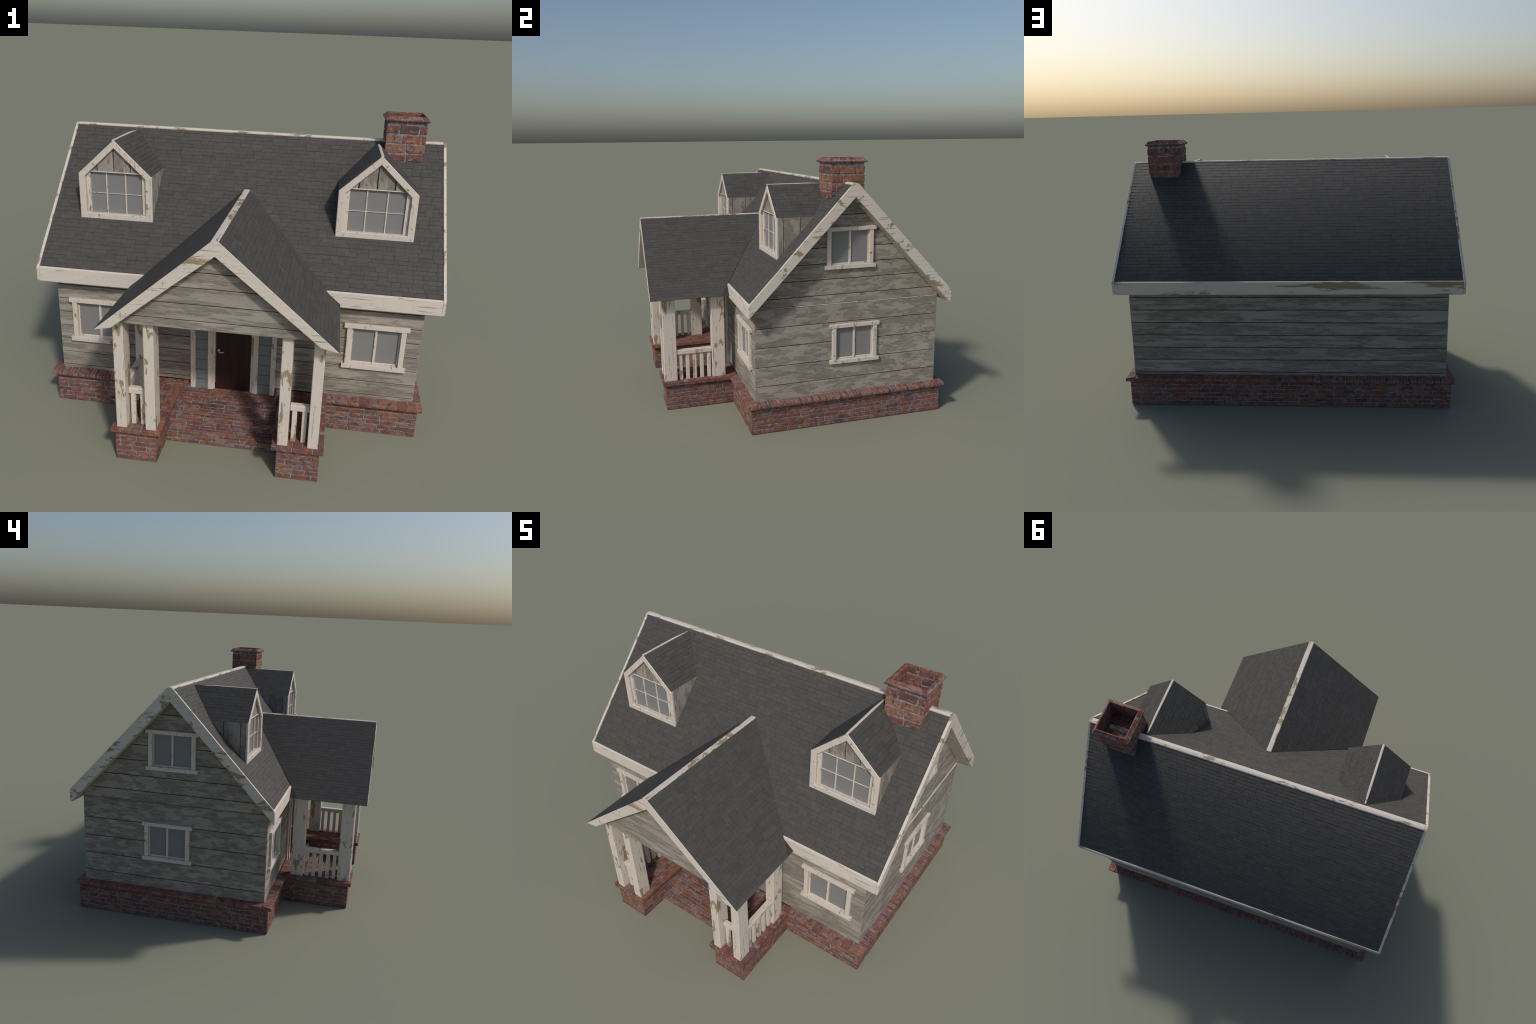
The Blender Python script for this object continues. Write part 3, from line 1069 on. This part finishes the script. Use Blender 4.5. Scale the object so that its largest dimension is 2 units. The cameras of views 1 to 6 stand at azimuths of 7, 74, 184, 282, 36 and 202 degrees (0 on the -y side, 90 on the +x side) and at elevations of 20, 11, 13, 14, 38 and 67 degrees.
def cut_opening(boards, mx):
    """saw a window opening through the boards that cross it"""
    cut = bpy.data.objects.new('cut', box_mesh('cut', -.128, .128, -.05, .05, .010, .232))
    COL.objects.link(cut)
    cut.matrix_world = mx
    bpy.context.view_layer.update()
    inv = mx.inverted()
    for ob in boards:
        pts = [inv @ (ob.matrix_world @ v.co) for v in ob.data.vertices]
        if (min(q.x for q in pts) > .128 or max(q.x for q in pts) < -.128 or min(q.y for q in pts) > .05 or
                max(q.y for q in pts) < -.05 or min(q.z for q in pts) > .232 or max(q.z for q in pts) < .010):
            continue
        md = ob.modifiers.new('opening', 'BOOLEAN')
        md.operation = 'DIFFERENCE'; md.solver = 'EXACT'; md.object = cut
        dgr = bpy.context.evaluated_depsgraph_get()
        new = bpy.data.meshes.new_from_object(ob.evaluated_get(dgr))
        ob.modifiers.clear()
        ob.data = new
    bpy.data.objects.remove(cut)


def window(cx, cy, z0, rotz, kx=1.0, kz=1.0, deep=.0085):
    """a two-light window, .315 wide and .243 high, head and sill overhanging,
    glass deep in the reveal; local x = along, -y = outward, z = up"""
    w = empty('window', house)
    mx = Matrix.Translation((cx, cy, z0)) @ Matrix.Rotation(rotz, 4, 'Z') @ Matrix.Diagonal((kx, 1, kz, 1))
    cut_opening(SIDING, mx)
    w.matrix_local = mx
    HW = .1575
    parts = [('window_sill', (-HW, HW, -.0165, .0270, 0, .0235), M_WT),
             ('window_head', (-HW, HW, -.0165, .0270, .2205, .2425), M_WT),
             ('window_jamb', (-.1425, -.1180, -.0140, .0268, .0236, .2204), M_WT),
             ('window_jamb', (.1180, .1425, -.0140, .0268, .0236, .2204), M_WT),
             ('sash_stile', (-.1179, -.1110, .0050, .0260, .0237, .2203), M_WT),
             ('sash_stile', (.1110, .1179, .0050, .0260, .0237, .2203), M_WT),
             ('sash_rail', (-.1109, .1109, .0045, .0258, .0237, .0330), M_WT),
             ('sash_rail', (-.1109, .1109, .0045, .0258, .2150, .2203), M_WT),
             ('mullion', (-.0062, .0062, .0015, .0257, .0238, .2202), M_WT)]
    for nm, b, mt in parts:
        if nm[:4] in ('sash', 'mull'):
            b = b[:2] + (b[2] + deep - .0085,) + b[3:]
        key = (nm, b)
        if key not in WIN_CACHE:
            WIN_CACHE[key] = box_mesh(nm, *b, .0012)
            WIN_CACHE[key].materials.append(mt)
        link(nm, WIN_CACHE[key], w)
    for a, b in ((-.1112, -.0060), (.0060, .1112)):
        key = ('pane', a, deep)
        if key not in WIN_CACHE:
            WIN_CACHE[key] = box_mesh('pane', a, b, deep, .0256, .0300, .2160, 0)
            WIN_CACHE[key].materials.append(M_GLASS)
        link('pane', WIN_CACHE[key], w)
    return w


window(.7035, WY0, .3530, 0)
window(-.7005, WY0, .3530, 0)
window(WX, .2720, .3625, math.pi / 2, .970, .972, .0050)
window(-WX, .2730, .3625, -math.pi / 2, .975, .970, .0050)
window(GX[1], .2400, .9205, math.pi / 2, .985, .985, .0040)
window(-GX[-1], .2420, .9190, -math.pi / 2, .990, .965, .0050)

# --------------------------------------------------------------------------
# front door with sidelights
# --------------------------------------------------------------------------
door = empty('front_door', house)
DZ, DT = .1435, .640
box('door_leaf', -.0880, .0925, WY0 - .0050, WY0 - .0005, DZ + .004, DT, M_DOOR, door, .001)
box('door_threshold', -.098, .0985, WY0 - .014, WY0 + .012, DZ - .003, DZ + .0055, M_BRICK, door, .0015)
for s in (-1, 1):
    for a, b, d in ((.1950, .2215, .0120), (.1040, .1305, .0125), (.0922, .1042, .0085)):
        xs = sorted((s * a, s * b))
        box('door_trim', xs[0], xs[1], WY0 - d, WY0 - .0004, DZ, DT + .002, M_WZ, door, .0012)
    xs = sorted((s * .1303, s * .1952))
    box('sidelight', xs[0], xs[1], WY0 - .0040, WY0 - .0006, DZ, DT, M_SLAT, door, 0)
    for k in range(9):
        z = .1970 + .0577 * k
        if z < DT:
            box('sidelight_bar', xs[0] + .0002, xs[1] - .0002, WY0 - .0052, WY0 - .0039, z - .0011, z + .0011, M_BAR, door, 0)
box('door_head', -.2225, .2225, WY0 - .0130, WY0 - .0004, DT + .0015, DT + .034, M_WX, door, .0012)
for s in (-1, 1):
    for k, (za, zb) in enumerate(((.1435, .1610), (.1630, .1816))):
        xs = sorted((s * (.2258 + .004 * k), s * .2575))
        box('door_side_brick', xs[0], xs[1], WY0 - .0310, WY0 - .0008, za, zb, M_BRICK, door, .0016)
# lever handle: round rose, curved lever turning up at its tip
hx, hz, hy = -.0745, .3745, WY0 - .0050
bm = bmesh.new()
bmesh.ops.create_cone(bm, cap_ends=True, segments=20, radius1=.0085, radius2=.0072, depth=.004,
                      matrix=Matrix.Translation((hx, hy - .002, hz)) @ Matrix.Rotation(math.pi / 2, 4, 'X'))
link('handle_rose', bm_mesh('handle_rose', bm, True), door, M_METAL)
cu = bpy.data.curves.new('handle_lever', 'CURVE')
cu.dimensions = '3D'; cu.bevel_depth = .0034; cu.bevel_resolution = 2; cu.use_fill_caps = True
sp = cu.splines.new('BEZIER')
pts = [(hx - .001, hy - .006, hz - .003), (hx + .010, hy - .009, hz - .0068), (hx + .022, hy - .009, hz - .0060), (hx + .030, hy - .008, hz - .0015)]
sp.bezier_points.add(3)
for bp, q, r in zip(sp.bezier_points, pts, (1.2, 1.15, 1.0, .35)):
    bp.co = q; bp.radius = r; bp.handle_left_type = bp.handle_right_type = 'AUTO'
tmp = bpy.data.objects.new('handle_lever', cu)
COL.objects.link(tmp)
dg = bpy.context.evaluated_depsgraph_get()
me = bpy.data.meshes.new_from_object(tmp.evaluated_get(dg))
bpy.data.objects.remove(tmp)
me.materials.clear(); me.materials.append(M_METAL); me.shade_smooth()
link('handle_lever', me, door)

# --------------------------------------------------------------------------
# dormers
# --------------------------------------------------------------------------
DHW, DYF, DEZ, DRZ, DBZ = .1895, -.1710, 1.2150, 1.3890, .9780
DT_ = .0060
DS = (DRZ - DEZ) / (DHW - DT_)
FD = .0130                                     # depth of the face frame
for cx in (-.6475, .6545):
    d = empty('dormer', house)
    def X(poly):
        return [(x + cx, z) for x, z in poly]
    yb = DYF + .0400
    # body: pentagon run back into the roof, a little lower at the far end
    hw = DHW - .0065
    front = X([(-hw, DBZ + .01), (hw, DBZ + .01), (hw, DEZ - .004), (0, DRZ - .0055), (-hw, DEZ - .004)])
    v = [(x, yb, z) for x, z in front]
    yv = [max(main_y(z) + .012, yb + .03) for x, z in front]
    v += [(x, y, z) for (x, z), y in zip(front, yv)]
    f = [(0, 1, 2, 3, 4), (9, 8, 7, 6, 5)] + [(i, (i + 1) % 5, (i + 1) % 5 + 5, i + 5) for i in range(5)]
    bd = link('dormer_body', solid('dormer_body', v, f), d, M_UNDER)
    # upright boards on both cheeks
    for s in (-1, 1):
        ys = [DYF + FD + .0008, -.130 + (.0 if s > 0 else .004), -.027, .060]
        xs = sorted((cx + s * (DHW - .001), cx + s * (DHW - .0075)))
        for a, b in zip(ys, ys[1:]):
            a0, b0 = a + G, b - G
            za = EAVE_Z + (a0 - EAVE_Y0) * SLOPE - .02
            zb = EAVE_Z + (b0 - EAVE_Y0) * SLOPE - .02
            zt = DEZ - .0012
            poly = [(a0, za), (b0, zb), (b0, zt), (a0, zt)]
            if zb > zt:
                bb = a0 + (zt - za) / SLOPE
                poly = [(a0, za), (bb, zt), (a0, zt)]
            prism('cheek_board', poly, 'x', xs[0], xs[1], M_SZ, d, .0008)
    # face frame: one pentagon ring
    jw, ib = .0335, 1.0080
    ia = 1.3455
    inz = ia - (DHW - jw) * DS * .985
    inner = X([(-DHW + jw, ib), (DHW - jw, ib), (DHW - jw, inz), (0, ia), (-DHW + jw, inz)])
    oc = X([(-DHW, DBZ), (DHW, DBZ), (DHW, DEZ - .0034), (0, DRZ - .0020), (-DHW, DEZ - .0034)])
    loops = [[(x, DYF + FD, z) for x, z in oc], [(x, DYF + .0028, z) for x, z in oc],
             [(x, DYF, z) for x, z in offset(oc, .0028)], [(x, DYF, z) for x, z in offset(inner, -.0022)],
             [(x, DYF + .0022, z) for x, z in inner], [(x, DYF + FD, z) for x, z in inner]]
    v = [q for lp in loops for q in lp]
    f = [(k * 5 + i, k * 5 + (i + 1) % 5, (k * 5 + 5 + (i + 1) % 5) % 30, (k * 5 + 5 + i) % 30)
         for k in range(6) for i in range(5)]
    link('dormer_frame', solid('dormer_frame', v, f), d, M_WT)
    # recessed gable planks above the window
    gb = 1.2235
    gx = [-DHW + jw - .004, -.0960, -.0090, .0760, DHW - jw + .004]
    for a, b in zip(gx, gx[1:]):
        a0, b0 = a + G * 1.3, b - G * 1.3
        top = lambda x: ia + .006 - abs(x) * DS * .985
        poly = [(a0, gb), (b0, gb), (b0, max(gb + .001, top(b0)))]
        if a0 < 0 < b0:
            poly.append((0, top(0)))
        poly.append((a0, max(gb + .001, top(a0))))
        prism('dormer_gable_board', X(poly), 'y', DYF + .0155, DYF + .0225, M_SZ, d, .0006)
    box('dormer_lintel', cx - DHW + jw - .002, cx + DHW - jw + .002, DYF + .0120, DYF + .0385, 1.2195, 1.2242, M_WX, d, .001)
    # reveal, sash, muntins and six panes
    yg = DYF + .0260
    jx = DHW - jw
    grown = offset(inner, -.008)
    loops = [[(x, DYF + FD - .001, z) for x, z in inner], [(x, DYF + FD - .001, z) for x, z in grown],
             [(x, yb + .004, z) for x, z in grown], [(x, yb + .004, z) for x, z in inner]]
    v = [q for lp in loops for q in lp]
    f = [(k * 5 + i, k * 5 + (i + 1) % 5, (k * 5 + 5 + (i + 1) % 5) % 20, (k * 5 + 5 + i) % 20)
         for k in range(4) for i in range(5)]
    link('dormer_reveal', solid('dormer_reveal', v, f), d, M_WT)
    for sg in (-1, 1):
        xs = sorted((cx + sg * (jx - .0002), cx + sg * .1345))
        box('dormer_sash', xs[0], xs[1], yg - .0100, yb + .003, ib + .0005, 1.2205, M_WT, d, .001)
    xs = [-.1352, -.0515, .0475, .1347]
    for x in xs[1:3]:
        box('muntin', cx + x - .0030, cx + x + .0030, yg - .0050, yg + .004, ib - .001, 1.2200, M_WT, d, .0008)
    box('muntin', cx + xs[0], cx + xs[3], yg - .0045, yg + .0035, 1.1095, 1.1120, M_WT, d, .0006)
    for a, b in zip(xs, xs[1:]):
        for z0, z1 in ((ib - .001, 1.1096), (1.1119, 1.2200)):
            box('pane', cx + a, cx + b, yg, yg + .003, z0, z1, M_GLASS, d, 0)
    # little roof
    drun = math.hypot(DHW - DT_, DRZ - DEZ)
    y0 = DYF + FD * .0 + .0022
    for s in (-1, 1):
        vd = Vector((-s * (DHW - DT_), 0, DRZ - DEZ)) / drun
        nn = Vector((s * (DRZ - DEZ), 0, DHW - DT_)) / drun
        hh = drun - .0015
        ulen = main_y(DRZ) - y0 + .02
        u0, u1 = main_y(DEZ) + .004 - y0, main_y(DRZ) + .004 - y0
        a, b = drun, -(u1 - u0)
        c = a * u0
        if s > 0:
            shingle_slope('dormer_shingles', d, Vector((cx + DHW, y0, DEZ)) - nn * DROP, (0, 1, 0), vd, hh, ulen,
                          [(-1, 0, 0), (0, 1, hh), (a, b, c)], 91, .9)
        else:
            shingle_slope('dormer_shingles', d, Vector((cx - DHW, y0 + ulen, DEZ)) - nn * DROP, (0, -1, 0), vd, hh, ulen,
                          [(1, 0, ulen), (0, 1, hh), (-a, b, c - a * ulen)], 92, .9)
    # slim ridge cap, dipping where it meets the main roof
    rw = .0066
    secs = [(DYF + .0004, DRZ), (.078, DRZ + .0012), (main_y(DRZ - .006), DRZ - .0060)]
    v, f = [], []
    for y, z in secs:
        v += [(cx - rw, y, z - .0006), (cx, y, z + .0008), (cx + rw, y, z - .0006),
              (cx + rw, y, z - .014), (cx - rw, y, z - .014)]
    for k in range(2):
        f += [(k * 5 + i, k * 5 + (i + 1) % 5, k * 5 + 5 + (i + 1) % 5, k * 5 + 5 + i) for i in range(5)]
    f += [(0, 1, 2, 3, 4), (14, 13, 12, 11, 10)]
    link('dormer_ridge_cap', solid('dormer_ridge_cap', v, f, .0006), d, M_WY)

def crown_normals(ob):
    """the rear slope is shaded as a gently crowned sheet: its normals lean
    towards the vertical near the ridge"""
    me = ob.data
    nrm = [None] * len(me.loops)
    slope = Vector((0, SLOPE, 1)).normalized()
    for pl in me.polygons:
        top = pl.normal.dot(slope) > .9
        for li in pl.loop_indices:
            if top:
                y = me.vertices[me.loops[li].vertex_index].co.y
                t = min(1.0, max(0.0, (EAVE_Y1 - y) / (EAVE_Y1 - RIDGE_Y)))
                nrm[li] = slope.lerp(Vector((0, 0, 1)), .62 * t).normalized()  # shading normals bent upright to brighten the flat slope with sun towards the ridge
            else:
                nrm[li] = pl.normal.copy()
    me.normals_split_custom_set(nrm)


# shingles: the 300 widest stand alone, the others are joined roof by roof
SH_PLACED.sort(key=lambda q: -q[0])
for q in SH_PLACED[:300]:
    link('shingle', q[1], q[3], None, q[2])
groups = {}
for q in SH_PLACED[300:]:
    groups.setdefault((q[3].name, q[4]), []).append(q)
for (pn, nm), qs in groups.items():
    ob = join(nm, [(q[1], q[2]) for q in qs], M_SHINGLE, qs[0][3], 'stuff')
    if nm == 'back_shingles':
        crown_normals(ob)
